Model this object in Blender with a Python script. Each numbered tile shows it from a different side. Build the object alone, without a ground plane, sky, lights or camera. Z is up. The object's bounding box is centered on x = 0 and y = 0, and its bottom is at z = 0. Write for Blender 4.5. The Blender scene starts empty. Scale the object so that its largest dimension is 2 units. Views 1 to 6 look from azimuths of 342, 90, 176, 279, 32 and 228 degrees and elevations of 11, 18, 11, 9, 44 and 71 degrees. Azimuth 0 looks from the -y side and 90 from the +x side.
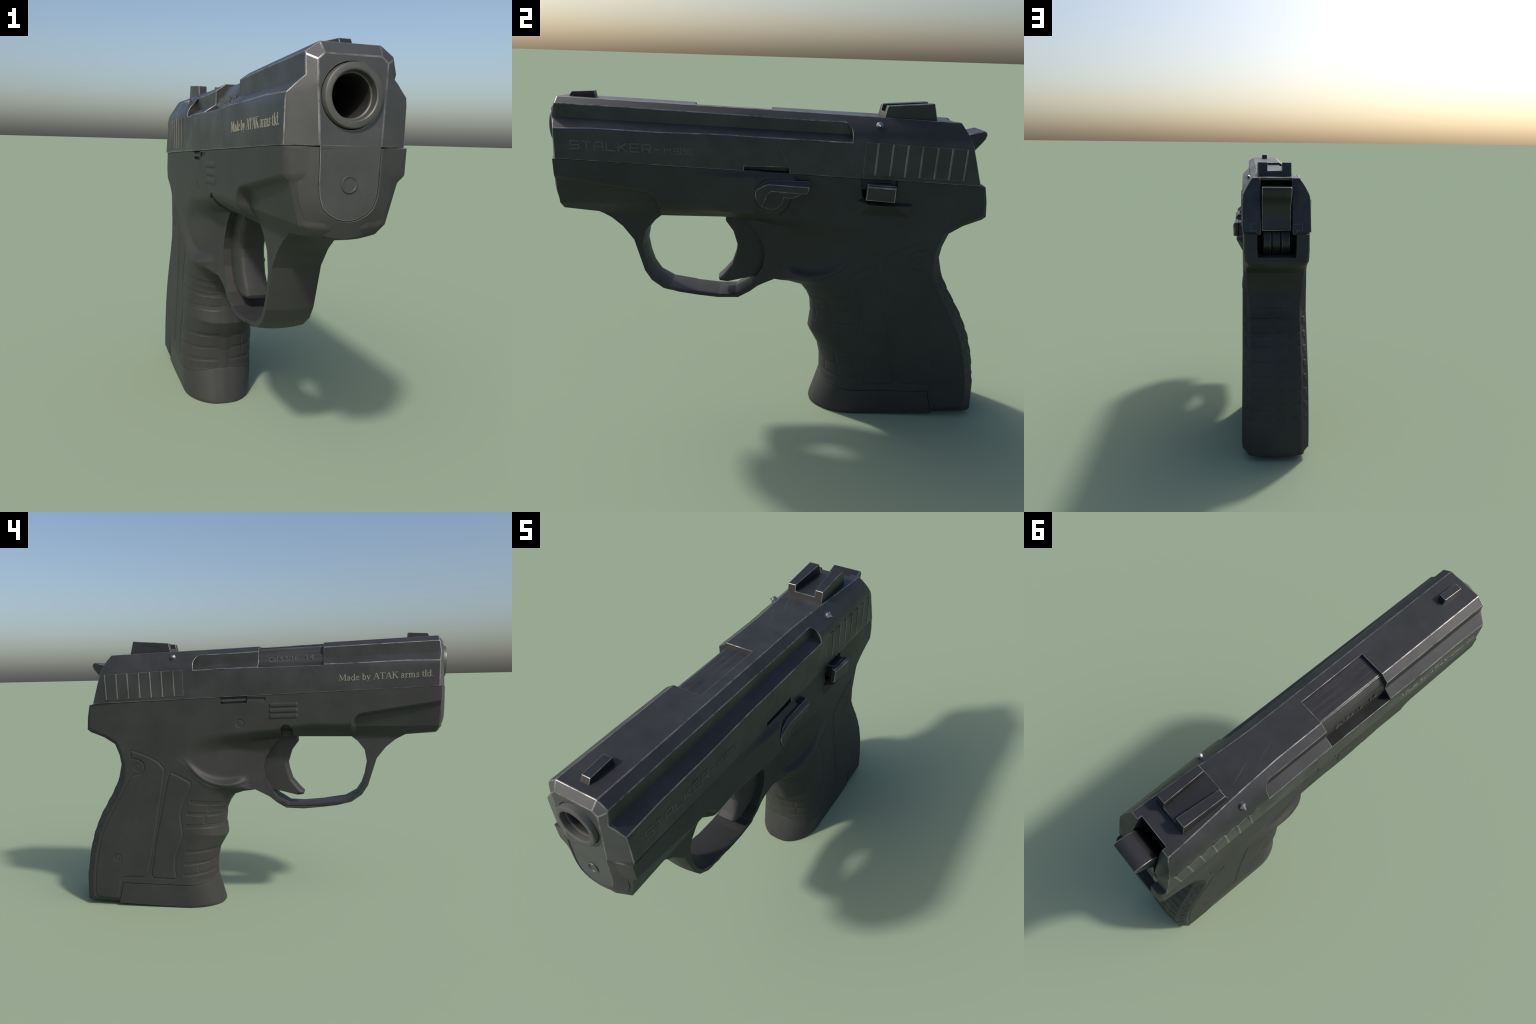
# Compact semi-automatic pistol standing on the base of its grip, muzzle towards -y.
# Frame, grip, guard, trigger and hammer are "slabs": a side outline (y, z) filled with a fine
# mesh whose half width at every point comes from simple rules (taper, nose rounding, scallop...).
# Slide, sights and levers are lofts, prisms and lathes with bevelled, worn edges.
import bpy, bmesh, math
import numpy as np
from mathutils import Vector
from mathutils.geometry import delaunay_2d_cdt

XC = -0.0225            # the gun's middle plane; the levers on +x push the bounding box off centre
STEP = 0.0027           # mesh pitch of the moulded frame
rng = np.random.default_rng(906)

# ------------------------------------------------------------------ materials
def new_mat(name):
    m = bpy.data.materials.new(name)
    m.use_nodes = True
    nt = m.node_tree
    return m, nt, nt.nodes["Principled BSDF"]

def node(nt, kind, **vals):
    n = nt.nodes.new(kind)
    for k, v in vals.items():
        if k.startswith("in_"):
            key = k[3:]
            n.inputs[int(key) if key.isdigit() else key.replace("_", " ")].default_value = v
        else:
            setattr(n, k, v)
    return n

def coords(nt, scale=(1, 1, 1)):
    tc = node(nt, "ShaderNodeTexCoord")
    mp = node(nt, "ShaderNodeMapping", in_Scale=scale)
    nt.links.new(tc.outputs["Object"], mp.inputs["Vector"])
    return mp.outputs["Vector"]

def noise(nt, vec, scale, detail=4.0, rough=0.55):
    n = node(nt, "ShaderNodeTexNoise", in_Scale=scale, in_Detail=detail, in_Roughness=rough)
    nt.links.new(vec, n.inputs["Vector"])
    return n.outputs["Fac"]

def ramp(nt, fac, stops):
    r = node(nt, "ShaderNodeValToRGB")
    els = r.color_ramp.elements
    while len(els) < len(stops):
        els.new(0.5)
    for e, (p, c) in zip(els, stops):
        e.position = p
        e.color = (*c, 1) if len(c) == 3 else c
    nt.links.new(fac, r.inputs["Fac"])
    return r.outputs["Color"]

def mixcol(nt, fac, a, b, blend="MIX"):
    m = node(nt, "ShaderNodeMix", data_type="RGBA", blend_type=blend)
    for sock, v in ((m.inputs[0], fac), (m.inputs[6], a), (m.inputs[7], b)):
        if hasattr(v, "node"):
            nt.links.new(v, sock)
        else:
            sock.default_value = v if not isinstance(v, tuple) or len(v) == 4 else (*v, 1)
    return m.outputs[2]

def math_(nt, op, a, b=None, clamp=False):
    m = node(nt, "ShaderNodeMath", operation=op, use_clamp=clamp)
    for i, v in enumerate((a, b)):
        if v is None:
            continue
        if hasattr(v, "node"):
            nt.links.new(v, m.inputs[i])
        else:
            m.inputs[i].default_value = v
    return m.outputs[0]

def vec_(nt, op, a, b=None):
    m = node(nt, "ShaderNodeVectorMath", operation=op)
    for i, v in enumerate((a, b)):
        if v is None:
            continue
        if hasattr(v, "node"):
            nt.links.new(v, m.inputs[i])
        else:
            m.inputs[i].default_value = v
    return m.outputs["Value"] if op in ("DOT_PRODUCT", "LENGTH") else m.outputs["Vector"]

def scratch(nt, vec, a, b, width):
    """Mask of a straight scratch from a to b, strongest in its middle."""
    a, b = Vector(a), Vector(b)
    ab = b - a
    ap = vec_(nt, "SUBTRACT", vec, tuple(a))
    t = math_(nt, "DIVIDE", vec_(nt, "DOT_PRODUCT", ap, tuple(ab)), ab.length_squared)
    tc = math_(nt, "ADD", t, 0.0, clamp=True)
    sc = node(nt, "ShaderNodeVectorMath", operation="SCALE")
    sc.inputs[0].default_value = tuple(ab)
    nt.links.new(tc, sc.inputs["Scale"])
    dist = vec_(nt, "LENGTH", vec_(nt, "SUBTRACT", ap, sc.outputs["Vector"]))
    line = math_(nt, "SUBTRACT", 1.0, math_(nt, "DIVIDE", dist, width), clamp=True)
    fade = math_(nt, "MULTIPLY", math_(nt, "MULTIPLY", tc, math_(nt, "SUBTRACT", 1.0, tc)), 4.0)
    return math_(nt, "MULTIPLY", line, fade)

def muzzle_paler(nt, col, base, y_edge, gain):
    """Paler base colour on the muzzle end, forward of y_edge."""
    sep = node(nt, "ShaderNodeSeparateXYZ")
    nt.links.new(coords(nt), sep.inputs[0])
    f = math_(nt, "MULTIPLY", math_(nt, "SUBTRACT", y_edge, sep.outputs["Y"]), 250.0, clamp=True)
    pale_col = ramp(nt, noise(nt, coords(nt), 9.0, 5.0, 0.6), [(0.3, tuple(c * gain * 0.85 for c in base)), (0.7, tuple(c * gain * 1.15 for c in base))])
    return mixcol(nt, f, col, pale_col)

def steel(name, base, worn=0.0, rough=0.42, metallic=0.35, streak=None, scratches=(), spec=0.5, amp=0.25, muzzle=None):
    """Blued or phosphated steel: cloudy dark finish; 'worn' lets bare metal through in specks."""
    m, nt, b = new_mat(name)
    v = coords(nt)
    cloud = noise(nt, v, 7.0, 5.0, 0.6)
    dark = tuple(c * (1 - amp) for c in base)
    lite = tuple(c * (1 + amp) for c in base)
    col = ramp(nt, cloud, [(0.3, dark), (0.7, lite)])
    if streak:
        s = noise(nt, coords(nt, streak), 18.0, 3.0, 0.6)
        col = mixcol(nt, math_(nt, "MULTIPLY", ramp(nt, s, [(0.45, (0, 0, 0)), (0.75, (1, 1, 1))]), 0.35),
                     col, tuple(c * 2.6 for c in base))
    if muzzle:
        col = muzzle_paler(nt, col, base, *muzzle)
    fine = noise(nt, v, 90.0, 3.0)
    if worn:
        w = noise(nt, v, 16.0, 5.0, 0.7)
        mask = math_(nt, "MULTIPLY", ramp(nt, w, [(0.36, (0, 0, 0)), (0.62, (1, 1, 1))]), worn)
        col = mixcol(nt, mask, col, (0.31, 0.305, 0.295))
        nt.links.new(math_(nt, "MULTIPLY_ADD", mask, 0.3), b.inputs["Metallic"])
    else:
        b.inputs["Metallic"].default_value = metallic
    for a, c, wd, st in scratches:
        col = mixcol(nt, math_(nt, "MULTIPLY", scratch(nt, v, a, c, wd), st), col, (0.19, 0.19, 0.19))
    nt.links.new(col, b.inputs["Base Color"])
    r = ramp(nt, cloud, [(0.3, (rough + 0.06,) * 3), (0.7, (rough - 0.06,) * 3)])
    nt.links.new(r, b.inputs["Roughness"])
    b.inputs["Specular IOR Level"].default_value = spec
    bump = node(nt, "ShaderNodeBump", in_Strength=0.06, in_Distance=0.002)
    nt.links.new(fine, bump.inputs["Height"])
    nt.links.new(bump.outputs["Normal"], b.inputs["Normal"])
    return m

def polymer(name, base, grain, strength, rough=0.6, muzzle=None):
    m, nt, b = new_mat(name)
    v = coords(nt)
    cloud = noise(nt, v, 5.0, 5.0, 0.6)
    col = ramp(nt, cloud, [(0.3, tuple(c * 0.86 for c in base)), (0.7, tuple(c * 1.14 for c in base))])
    if muzzle:
        col = muzzle_paler(nt, col, base, *muzzle)
    nt.links.new(col, b.inputs["Base Color"])
    b.inputs["Roughness"].default_value = rough
    b.inputs["Specular IOR Level"].default_value = 0.25
    g = noise(nt, v, grain, 3.0, 0.5)
    bump = node(nt, "ShaderNodeBump", in_Strength=strength, in_Distance=0.004)
    nt.links.new(g, bump.inputs["Height"])
    nt.links.new(bump.outputs["Normal"], b.inputs["Normal"])
    return m

def plain(name, col, rough=0.5, metallic=0.0, spec=0.5):
    m, nt, b = new_mat(name)
    v = coords(nt)
    c = ramp(nt, noise(nt, v, 40.0), [(0.3, tuple(x * 0.85 for x in col)), (0.7, tuple(x * 1.15 for x in col))])
    nt.links.new(c, b.inputs["Base Color"])
    b.inputs["Roughness"].default_value = rough
    b.inputs["Metallic"].default_value = metallic
    b.inputs["Specular IOR Level"].default_value = spec
    return m

SCR = [((-0.035, 0.294, 1.425), (-0.075, 0.402, 1.421), 0.0016, 0.6),
       ((-0.029, 0.153, 1.429), (-0.071, 0.269, 1.425), 0.0014, 0.45),
       ((-0.192, -0.609, 1.325), (-0.192, -0.670, 1.219), 0.0016, 0.45),
       ((-0.190, -0.314, 1.326), (-0.191, -0.350, 1.283), 0.0016, 0.5),
       ((0.146, 0.000, 1.297), (0.147, 0.041, 1.218), 0.0016, 0.45),
       ((0.005, -0.42, 1.448), (0.022, -0.385, 1.447), 0.0014, 0.5)]
M_SLIDE = steel("slide_steel", (0.043, 0.0435, 0.0445), rough=0.40, metallic=0.3, spec=0.38, muzzle=(-0.9530, 1.6), scratches=SCR)
M_EDGE = steel("worn_edge_steel", (0.075, 0.075, 0.076), worn=1.0, rough=0.40)
M_RIB = steel("worn_rib_steel", (0.185, 0.18, 0.16), rough=0.45, amp=0.45)
M_DARK = steel("dark_part_steel", (0.030, 0.030, 0.032), rough=0.38)
M_BARREL = steel("barrel_steel", (0.040, 0.039, 0.038), rough=0.36, streak=(5, 0.12, 5))
M_RING = steel("muzzle_steel", (0.090, 0.089, 0.086), rough=0.46)
M_BORE = steel("bore_steel", (0.050, 0.049, 0.048), rough=0.45)
M_BRIGHT = steel("bright_steel", (0.30, 0.30, 0.31), rough=0.28, metallic=0.9)
M_POLY = polymer("frame_polymer", (0.0350, 0.0355, 0.0342), 260.0, 0.10, 0.54, muzzle=(-0.9635, 1.3))
M_PANEL = polymer("grip_panel_polymer", (0.0335, 0.0345, 0.0333), 150.0, 0.25, 0.58)
M_BASE = polymer("magazine_polymer", (0.036, 0.0365, 0.036), 200.0, 0.14, 0.48)
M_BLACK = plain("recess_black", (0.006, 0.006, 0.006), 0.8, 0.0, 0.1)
M_LETTER = plain("lettering_pale", (0.225, 0.215, 0.18), 0.6)
M_LETTER_DIM = plain("lettering_dim", (0.074, 0.074, 0.070), 0.6)
M_LETTER_GREY = plain("lettering_grey", (0.10, 0.10, 0.098), 0.5)

# ------------------------------------------------------------------ scene tree
root = bpy.data.objects.new("pistol", None)
bpy.context.collection.objects.link(root)
root["label"] = "compact black semi-automatic pistol standing on its grip base"
root["category"] = "pistol"

def add(name, mesh, parent=root, mats=()):
    o = bpy.data.objects.new(name, mesh)
    bpy.context.collection.objects.link(o)
    for m in mats:
        mesh.materials.append(m)
    o.parent = parent
    return o

def raw(verts, faces):
    me = bpy.data.meshes.new("part")
    me.from_pydata([tuple(v) for v in verts], [], faces)
    bm = bmesh.new()
    bm.from_mesh(me)
    bmesh.ops.recalc_face_normals(bm, faces=bm.faces)
    bm.to_mesh(me)
    bm.free()
    return me

def loft(rings, caps=True):
    """Closed rings with equal vertex counts, joined by quads."""
    n = len(rings[0])
    verts = [v for r in rings for v in r]
    faces = []
    for k in range(len(rings) - 1):
        for i in range(n):
            j = (i + 1) % n
            faces.append((k * n + i, k * n + j, (k + 1) * n + j, (k + 1) * n + i))
    if caps:
        faces.append(tuple(range(n)))
        faces.append(tuple(range((len(rings) - 1) * n, len(rings) * n)))
    return raw(verts, faces)

def prism_x(poly, x0, x1):
    return loft([[(x, y, z) for y, z in poly] for x in (x0, x1)])

def prism_y(poly, y0, y1):
    return loft([[(x, y, z) for x, z in poly] for y in (y0, y1)])

def box(x0, x1, y0, y1, z0, z1):
    return prism_y([(x0, z0), (x1, z0), (x1, z1), (x0, z1)], y0, y1)

def lathe(profile, origin, axis, seg=32, caps=True):
    """(distance along axis, radius) pairs turned about a main axis."""
    rings = []
    for d, r in profile:
        ring = []
        for i in range(seg):
            a = 2 * math.pi * i / seg
            p = [r * math.cos(a), r * math.sin(a)]
            p.insert(axis, d)
            ring.append(tuple(o + q for o, q in zip(origin, p)))
        rings.append(ring)
    return loft(rings, caps)

def bake(o):
    dg = bpy.context.evaluated_depsgraph_get()
    me = bpy.data.meshes.new_from_object(o.evaluated_get(dg))
    o.modifiers.clear()
    o.data = me
    return o

def carve(o, cutters):
    tmp = []
    for me in cutters:
        c = bpy.data.objects.new("cutter", me)
        bpy.context.collection.objects.link(c)
        tmp.append(c)
        b = o.modifiers.new("cut", "BOOLEAN")
        b.object, b.operation, b.solver = c, "DIFFERENCE", "EXACT"
    bake(o)
    for c in tmp:
        bpy.data.objects.remove(c)
    return o

def edges(o, width=0.003, angle=30, seg=2, mat=1, skip=None):
    """Round the convex edges and give the rounded strip its own (worn) material."""
    bm = bmesh.new()
    bm.from_mesh(o.data)
    bmesh.ops.remove_doubles(bm, verts=bm.verts, dist=1e-5)
    bmesh.ops.dissolve_degenerate(bm, edges=bm.edges, dist=1e-5)
    layer = bm.edges.layers.float.get("bevel_weight_edge") or bm.edges.layers.float.new("bevel_weight_edge")
    for f in bm.faces:
        f.smooth = True
    for e in bm.edges:
        e[layer] = 0.0
        if len(e.link_faces) == 2:
            a = e.calc_face_angle_signed(0.0)
            e[layer] = 1.0 if a > math.radians(angle) else 0.0
            e.smooth = abs(a) < math.radians(angle)
            if skip is not None and skip((e.verts[0].co + e.verts[1].co) / 2):
                e[layer], e.smooth = 0.0, True
    bm.to_mesh(o.data)
    bm.free()
    b = o.modifiers.new("edge", "BEVEL")
    b.width, b.segments, b.limit_method = width, seg, "WEIGHT"
    b.harden_normals = True
    b.use_clamp_overlap = False
    b.miter_outer = "MITER_ARC"
    if mat is not None:
        b.material = mat
    return bake(o)

def smooth_by_angle(me, angle):
    for p in me.polygons:
        p.use_smooth = True
    bm = bmesh.new()
    bm.from_mesh(me)
    lim = math.radians(angle)
    for e in bm.edges:
        if len(e.link_faces) == 2 and e.calc_face_angle(0.0) > lim:
            e.smooth = False
    bm.to_mesh(me)
    bm.free()

# ------------------------------------------------------------------ planar geometry helpers
def lerp(x, xs, ys):
    return np.interp(x, xs, ys)

def sstep(t):
    t = np.clip(t, 0, 1)
    return t * t * (3 - 2 * t)

def seg_dist(P, A, B):
    ab = B - A
    t = np.clip(((P - A) @ ab) / max(ab @ ab, 1e-12), 0, 1)
    return np.hypot(*(P - A - t[:, None] * ab).T), t

def line_dist(P, pts, closed=False):
    """Distance to a polyline and the interpolated extra columns at the nearest place."""
    pts = np.asarray(pts, float)
    best = np.full(len(P), 1e9)
    extra = np.zeros((len(P), pts.shape[1] - 2))
    for i in range(len(pts) - (0 if closed else 1)):
        a, b = pts[i], pts[(i + 1) % len(pts)]
        d, t = seg_dist(P, a[:2], b[:2])
        m = d < best
        best[m] = d[m]
        if extra.shape[1]:
            extra[m] = a[2:] + t[m, None] * (b[2:] - a[2:])
    return best, extra

def inside(P, poly):
    poly = np.asarray(poly, float)[:, :2]
    c = np.zeros(len(P), bool)
    for i in range(len(poly)):
        (y0, z0), (y1, z1) = poly[i], poly[i - 1]
        if z0 == z1:
            continue
        hit = (z0 > P[:, 1]) != (z1 > P[:, 1])
        c ^= hit & (P[:, 0] < (y1 - y0) * (P[:, 1] - z0) / (z1 - z0) + y0)
    return c

def signed(P, poly):
    """Positive inside a closed polygon."""
    d, _ = line_dist(P, [p[:2] for p in poly], True)
    return np.where(inside(P, poly), d, -d)

def resample(loop, step):
    loop = np.asarray(loop, float)
    out = []
    for i in range(len(loop)):
        a, b = loop[i], loop[(i + 1) % len(loop)]
        n = max(1, int(math.ceil(np.hypot(*(b - a)[:2]) / step)))
        out.append(a + (b - a) * (np.arange(n) / n)[:, None])
    return np.vstack(out)

class Slab:
    """A solid of side outline 'outer' minus 'holes' and half width width(P, side).
    Outline rows: y, z, crown, chamfered (0 round .. 1 chamfer)."""
    def __init__(self, outer, holes, width, fr, step=STEP, wall_hook=None, relief=None, ring=(0.0008, 0.0022, 0.0045)):
        loops = [resample(l, step) for l in [outer] + holes]
        pts = [l[:, :2] for l in loops]
        lo, hi = pts[0].min(0), pts[0].max(0)
        ny, nz = int((hi[0] - lo[0]) / step) + 2, int((hi[1] - lo[1]) / (step * 0.866)) + 2
        gy, gz = np.meshgrid(np.arange(ny), np.arange(nz))
        G = np.c_[(lo[0] + (gy + 0.5 * (gz % 2)) * step).ravel(), (lo[1] + gz * step * 0.866).ravel()]
        ok = inside(G, outer)
        for h in holes:
            ok &= ~inside(G, h)
        G = G[ok]
        dmin = np.full(len(G), 1e9)
        for l in [outer] + holes:
            dmin = np.minimum(dmin, line_dist(G, [p[:2] for p in l], True)[0])
        G = G[dmin > ring[-1] + step * 0.5]
        normals, extra = [], []
        for k, l in enumerate(pts):
            t = np.roll(l, -1, 0) - np.roll(l, 1, 0)
            t /= np.hypot(*t.T)[:, None]
            n = np.c_[t[:, 1], -t[:, 0]]
            if not np.mean(inside(l + n * 1e-4, l)) < 0.5:
                n = -n
            if k:
                n = -n                       # towards the void of the hole
            normals.append(n)
            for d in ring:
                q = l - n * d
                good = inside(q, outer)
                for h in holes:
                    good &= ~inside(q, h)
                dd = np.full(len(q), 1e9)
                for l2 in [outer] + holes:
                    dd = np.minimum(dd, line_dist(q, [p[:2] for p in l2], True)[0])
                extra.append(q[good & (dd > d * 0.97)])
        B = np.vstack(pts)
        nb = len(B)
        allp = np.vstack([B] + extra + [G])
        cons, o = [], 0
        for l in pts:
            cons += [(o + i, o + (i + 1) % len(l)) for i in range(len(l))]
            o += len(l)
        res = delaunay_2d_cdt([Vector(p) for p in allp], cons, [], 0, 1e-7)
        V = np.array([tuple(v) for v in res[0]])
        tri = np.array(res[2])
        back = {}
        for i, src in enumerate(res[3]):
            for s in src:
                back[s] = i
        cen = V[tri].mean(1)
        keep = inside(cen, outer)
        for h in holes:
            keep &= ~inside(cen, h)
        tri = tri[keep]
        a, b, c = V[tri[:, 0]], V[tri[:, 1]], V[tri[:, 2]]
        cr = (b[:, 0] - a[:, 0]) * (c[:, 1] - a[:, 1]) - (b[:, 1] - a[:, 1]) * (c[:, 0] - a[:, 0])
        tri[cr < 0] = tri[cr < 0][:, ::-1]
        n = len(V)
        WL, WR = width(V, -1), width(V, 1)
        co = [np.c_[XC - WL, V], np.c_[XC + WR, V]]
        faces = [tri[:, ::-1], tri + n]          # left side faces -x, right side faces +x
        total = 2 * n
        o = 0
        fr = np.asarray(fr)
        self.wall_info = []
        for k, l in enumerate(loops):
            m = len(l)
            ids = np.array([back[o + i] for i in range(m)])
            hl, hr = WL[ids], WR[ids]
            cols = [ids]
            for f in fr[1:-1]:
                u = abs(f)
                prof = (1 - l[:, 3]) * (1 - u * u) + l[:, 3] * min(1, (1 - u) / 0.5)
                p = l[:, :2] + normals[k] * (l[:, 2] * prof)[:, None]
                x = XC + np.where(f < 0, f * hl, f * hr)
                q = np.c_[x, p]
                if wall_hook is not None and k == 0:
                    q = wall_hook(q, f, normals[k])
                co.append(q)
                cols.append(np.arange(total, total + m))
                total += m
            cols.append(ids + n)
            for c0, c1 in zip(cols[:-1], cols[1:]):
                a0, b0, a1, b1 = c0, np.roll(c0, -1), c1, np.roll(c1, -1)
                f1, f2 = np.c_[a0, b0, b1], np.c_[a0, b1, a1]
                faces += [f1, f2]
            o += m
        self.co = np.vstack(co)
        self.faces = np.vstack(faces)
        self.nside = n
        self.V = V
        # make the walls face outwards: compare with a side's sense along the shared edge
        wall0 = len(tri) * 2
        e = {(t[i], t[(i + 1) % 3]) for t in tri[:, ::-1][: len(tri)] for i in range(3)}
        w = self.faces[wall0]
        if (w[0], w[1]) in e:
            self.faces[wall0:] = self.faces[wall0:, ::-1]
        if relief is not None:
            nrm = self.normals()
            side = np.zeros(len(self.co), int)
            side[:n], side[n:2 * n] = -1, 1
            base = np.vstack([V, V, self.co[2 * n:, 1:]])
            self.co = self.co + nrm * relief(base, side, self.co[:, 0] - XC)[:, None]

    def normals(self):
        p = self.co[self.faces]
        fn = np.cross(p[:, 1] - p[:, 0], p[:, 2] - p[:, 0])
        out = np.zeros_like(self.co)
        for i in range(3):
            np.add.at(out, self.faces[:, i], fn)
        return out / np.maximum(np.linalg.norm(out, axis=1), 1e-12)[:, None]

    def mesh(self, faces=None):
        F = self.faces if faces is None else self.faces[faces]
        used, inv = np.unique(F, return_inverse=True)
        F = inv.reshape(F.shape)
        me = bpy.data.meshes.new("part")
        me.vertices.add(len(used))
        me.vertices.foreach_set("co", self.co[used].ravel())
        me.loops.add(F.size)
        me.loops.foreach_set("vertex_index", F.ravel().astype(np.int32))
        me.polygons.add(len(F))
        me.polygons.foreach_set("loop_start", np.arange(0, F.size, 3, dtype=np.int32))
        me.polygons.foreach_set("loop_total", np.full(len(F), 3, np.int32))
        me.update(calc_edges=True)
        return me

    def corner_normals(self, angle):
        """Split normals of the whole body: smooth inside, sharp over 'angle'."""
        p = self.co[self.faces]
        fn = np.cross(p[:, 1] - p[:, 0], p[:, 2] - p[:, 0])
        un = fn / np.maximum(np.linalg.norm(fn, axis=1), 1e-15)[:, None]
        whole = self.mesh()
        smooth_by_angle(whole, angle)
        cn = np.zeros(len(whole.loops) * 3, np.float32)
        whole.corner_normals.foreach_get("vector", cn)
        bpy.data.meshes.remove(whole)
        return cn.reshape(-1, 3, 3)

def split(slab, angle, parts, parent):
    """Cut a body into named objects that share its normals. parts: (name, mask, materials, parent)."""
    cn = slab.corner_normals(angle)
    made = []
    for name, mask, mats, par in parts:
        idx = np.nonzero(mask)[0]
        me = slab.mesh(idx)
        me.polygons.foreach_set("use_smooth", np.ones(len(idx), bool))
        me.normals_split_custom_set([tuple(v) for v in cn[idx].reshape(-1, 3)])
        made.append(add(name, me, par if par is not None else parent, mats))
    return made

# ------------------------------------------------------------------ frame: outlines and width rules
# y, z, crown of the edge wall, chamfered?
FRAME = [(-0.964, 1.212, 0.023, 1), (-0.962, 1.146, 0.023, 1), (-0.961, 1.09, 0.023, 1), (-0.961, 1.010, 0.020, 1),
         (-0.951, 0.983, 0.014, 0.3), (-0.80, 0.967, 0.008, 0), (-0.747, 0.939, 0.008, 0), (-0.698, 0.899, 0.008, 0),
         (-0.649, 0.836, 0.008, 0), (-0.604, 0.687, 0.008, 0), (-0.574, 0.640, 0.008, 0), (-0.520, 0.601, 0.008, 0),
         (-0.445, 0.582, 0.008, 0), (-0.355, 0.570, 0.007, 0), (-0.262, 0.561, 0.007, 0), (-0.168, 0.564, 0.007, 0),
         (-0.118, 0.593, 0.006, 0), (-0.077, 0.626, 0.006, 0), (0.002, 0.667, 0.006, 0), (0.065, 0.655, 0.006, 0),
         (0.128, 0.632, 0.004, 0), (0.155, 0.597, 0.003, 0), (0.179, 0.547, 0.003, 0), (0.186, 0.48, 0.003, 0),
         (0.178, 0.399, 0.003, 0), (0.226, 0.317, 0.003, 0), (0.242, 0.248, 0.003, 0), (0.246, 0.159, 0.003, 0),
         (0.28, 0.143, 0, 0), (0.33, 0.134, 0, 0), (0.379, 0.133, 0, 0), (0.757, 0.139, 0, 0),
         (0.785, 0.035, 0, 0), (0.789, 0.017, 0, 0), (0.95, 0.020, 0.004, 0), (0.9885, 0.028, 0.011, 0.3),
         (0.9830, 0.175, 0.010, 0.3), (0.9600, 0.314, 0.010, 0.3), (0.9260, 0.428, 0.010, 0.3), (0.8850, 0.520, 0.005, 0.5),
         (0.8040, 0.655, 0.005, 0.5), (0.7630, 0.738, 0.002, 1), (0.7420, 0.812, 0.002, 1), (0.7490, 0.866, 0.002, 1),
         (0.770, 0.926, 0.005, 0.5), (0.828, 0.964, 0.013, 0), (0.910, 0.993, 0.015, 0), (0.925, 1.008, 0.010, 0),
         (0.922, 1.0315, 0.004, 0), (0.922, 1.0325, 0.004, 0),
         (0.916, 1.077, 0.004, 0), (0.902, 1.142, 0.003, 0), (0.875, 1.1475, 0, 0), (0.366, 1.165, 0, 0), (-0.06, 1.1795, 0, 0)]
HOLE = [(-0.235, 0.957, 0.0, 0), (-0.52, 0.955, 0.0, 0), (-0.555, 0.928, 0.004, 0), (-0.597, 0.878, 0.007, 0),
        (-0.612, 0.810, 0.009, 0), (-0.600, 0.742, 0.009, 0), (-0.583, 0.691, 0.009, 0), (-0.553, 0.645, 0.008, 0),
        (-0.49, 0.609, 0.004, 0), (-0.367, 0.590, 0.004, 0), (-0.26, 0.580, 0.004, 0), (-0.181, 0.583, 0.004, 0),
        (-0.115, 0.623, 0.002, 0), (-0.088, 0.670, 0, 0), (-0.056, 0.718, 0, 0), (-0.046, 0.787, 0, 0),
        (-0.057, 0.834, 0, 0), (-0.090, 0.894, 0, 0), (-0.13, 0.938, 0, 0), (-0.156, 0.957, 0, 0)]
HOLE = HOLE[::-1]
# edge rounding: y, z, half width at the edge, reach of the rounding
NOSE = [(0.002, 0.667, 0.082, 0.20), (0.065, 0.655, 0.066, 0.18), (0.128, 0.632, 0.04, 0.17), (0.155, 0.597, 0.034, 0.17),
        (0.179, 0.547, 0.028, 0.175), (0.186, 0.48, 0.025, 0.175), (0.178, 0.399, 0.025, 0.18), (0.226, 0.317, 0.024, 0.165),
        (0.242, 0.248, 0.022, 0.16), (0.246, 0.159, 0.02, 0.160), (0.199, 0.0, 0.018, 0.205)]
BACK = [(0.993, -0.05, 0.127, 0.048), (0.992, 0.028, 0.127, 0.048), (0.985, 0.175, 0.127, 0.048), (0.962, 0.314, 0.127, 0.048),
        (0.928, 0.428, 0.127, 0.048), (0.887, 0.520, 0.127, 0.048), (0.806, 0.655, 0.127, 0.048), (0.765, 0.738, 0.127, 0.048),
        (0.744, 0.812, 0.138, 0.032), (0.751, 0.866, 0.142, 0.026), (0.770, 0.926, 0.148, 0.022), (0.828, 0.964, 0.150, 0.016),
        (0.910, 0.993, 0.140, 0.020), (0.925, 1.008, 0.146, 0.018), (0.916, 1.077, 0.153, 0.012), (0.902, 1.142, 0.155, 0.010)]
FOOT = [(0.789, 0.017, 0.146, 0.026), (0.95, 0.020, 0.142, 0.03), (1.02, 0.03, 0.140, 0.03)]
LIP_Y = [-0.03, 0.0, 0.057, 0.107, 0.156, 0.219, 0.282, 0.351, 0.40]
LIP_Z = [0.715, 0.715, 0.712, 0.702, 0.698, 0.710, 0.738, 0.803, 0.86]

def soft_lerp(x, xs, ys, r=0.022):
    return sum(np.interp(x + d * r, xs, ys) for d in (-1, -0.6, -0.2, 0.2, 0.6, 1)) / 6

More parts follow.
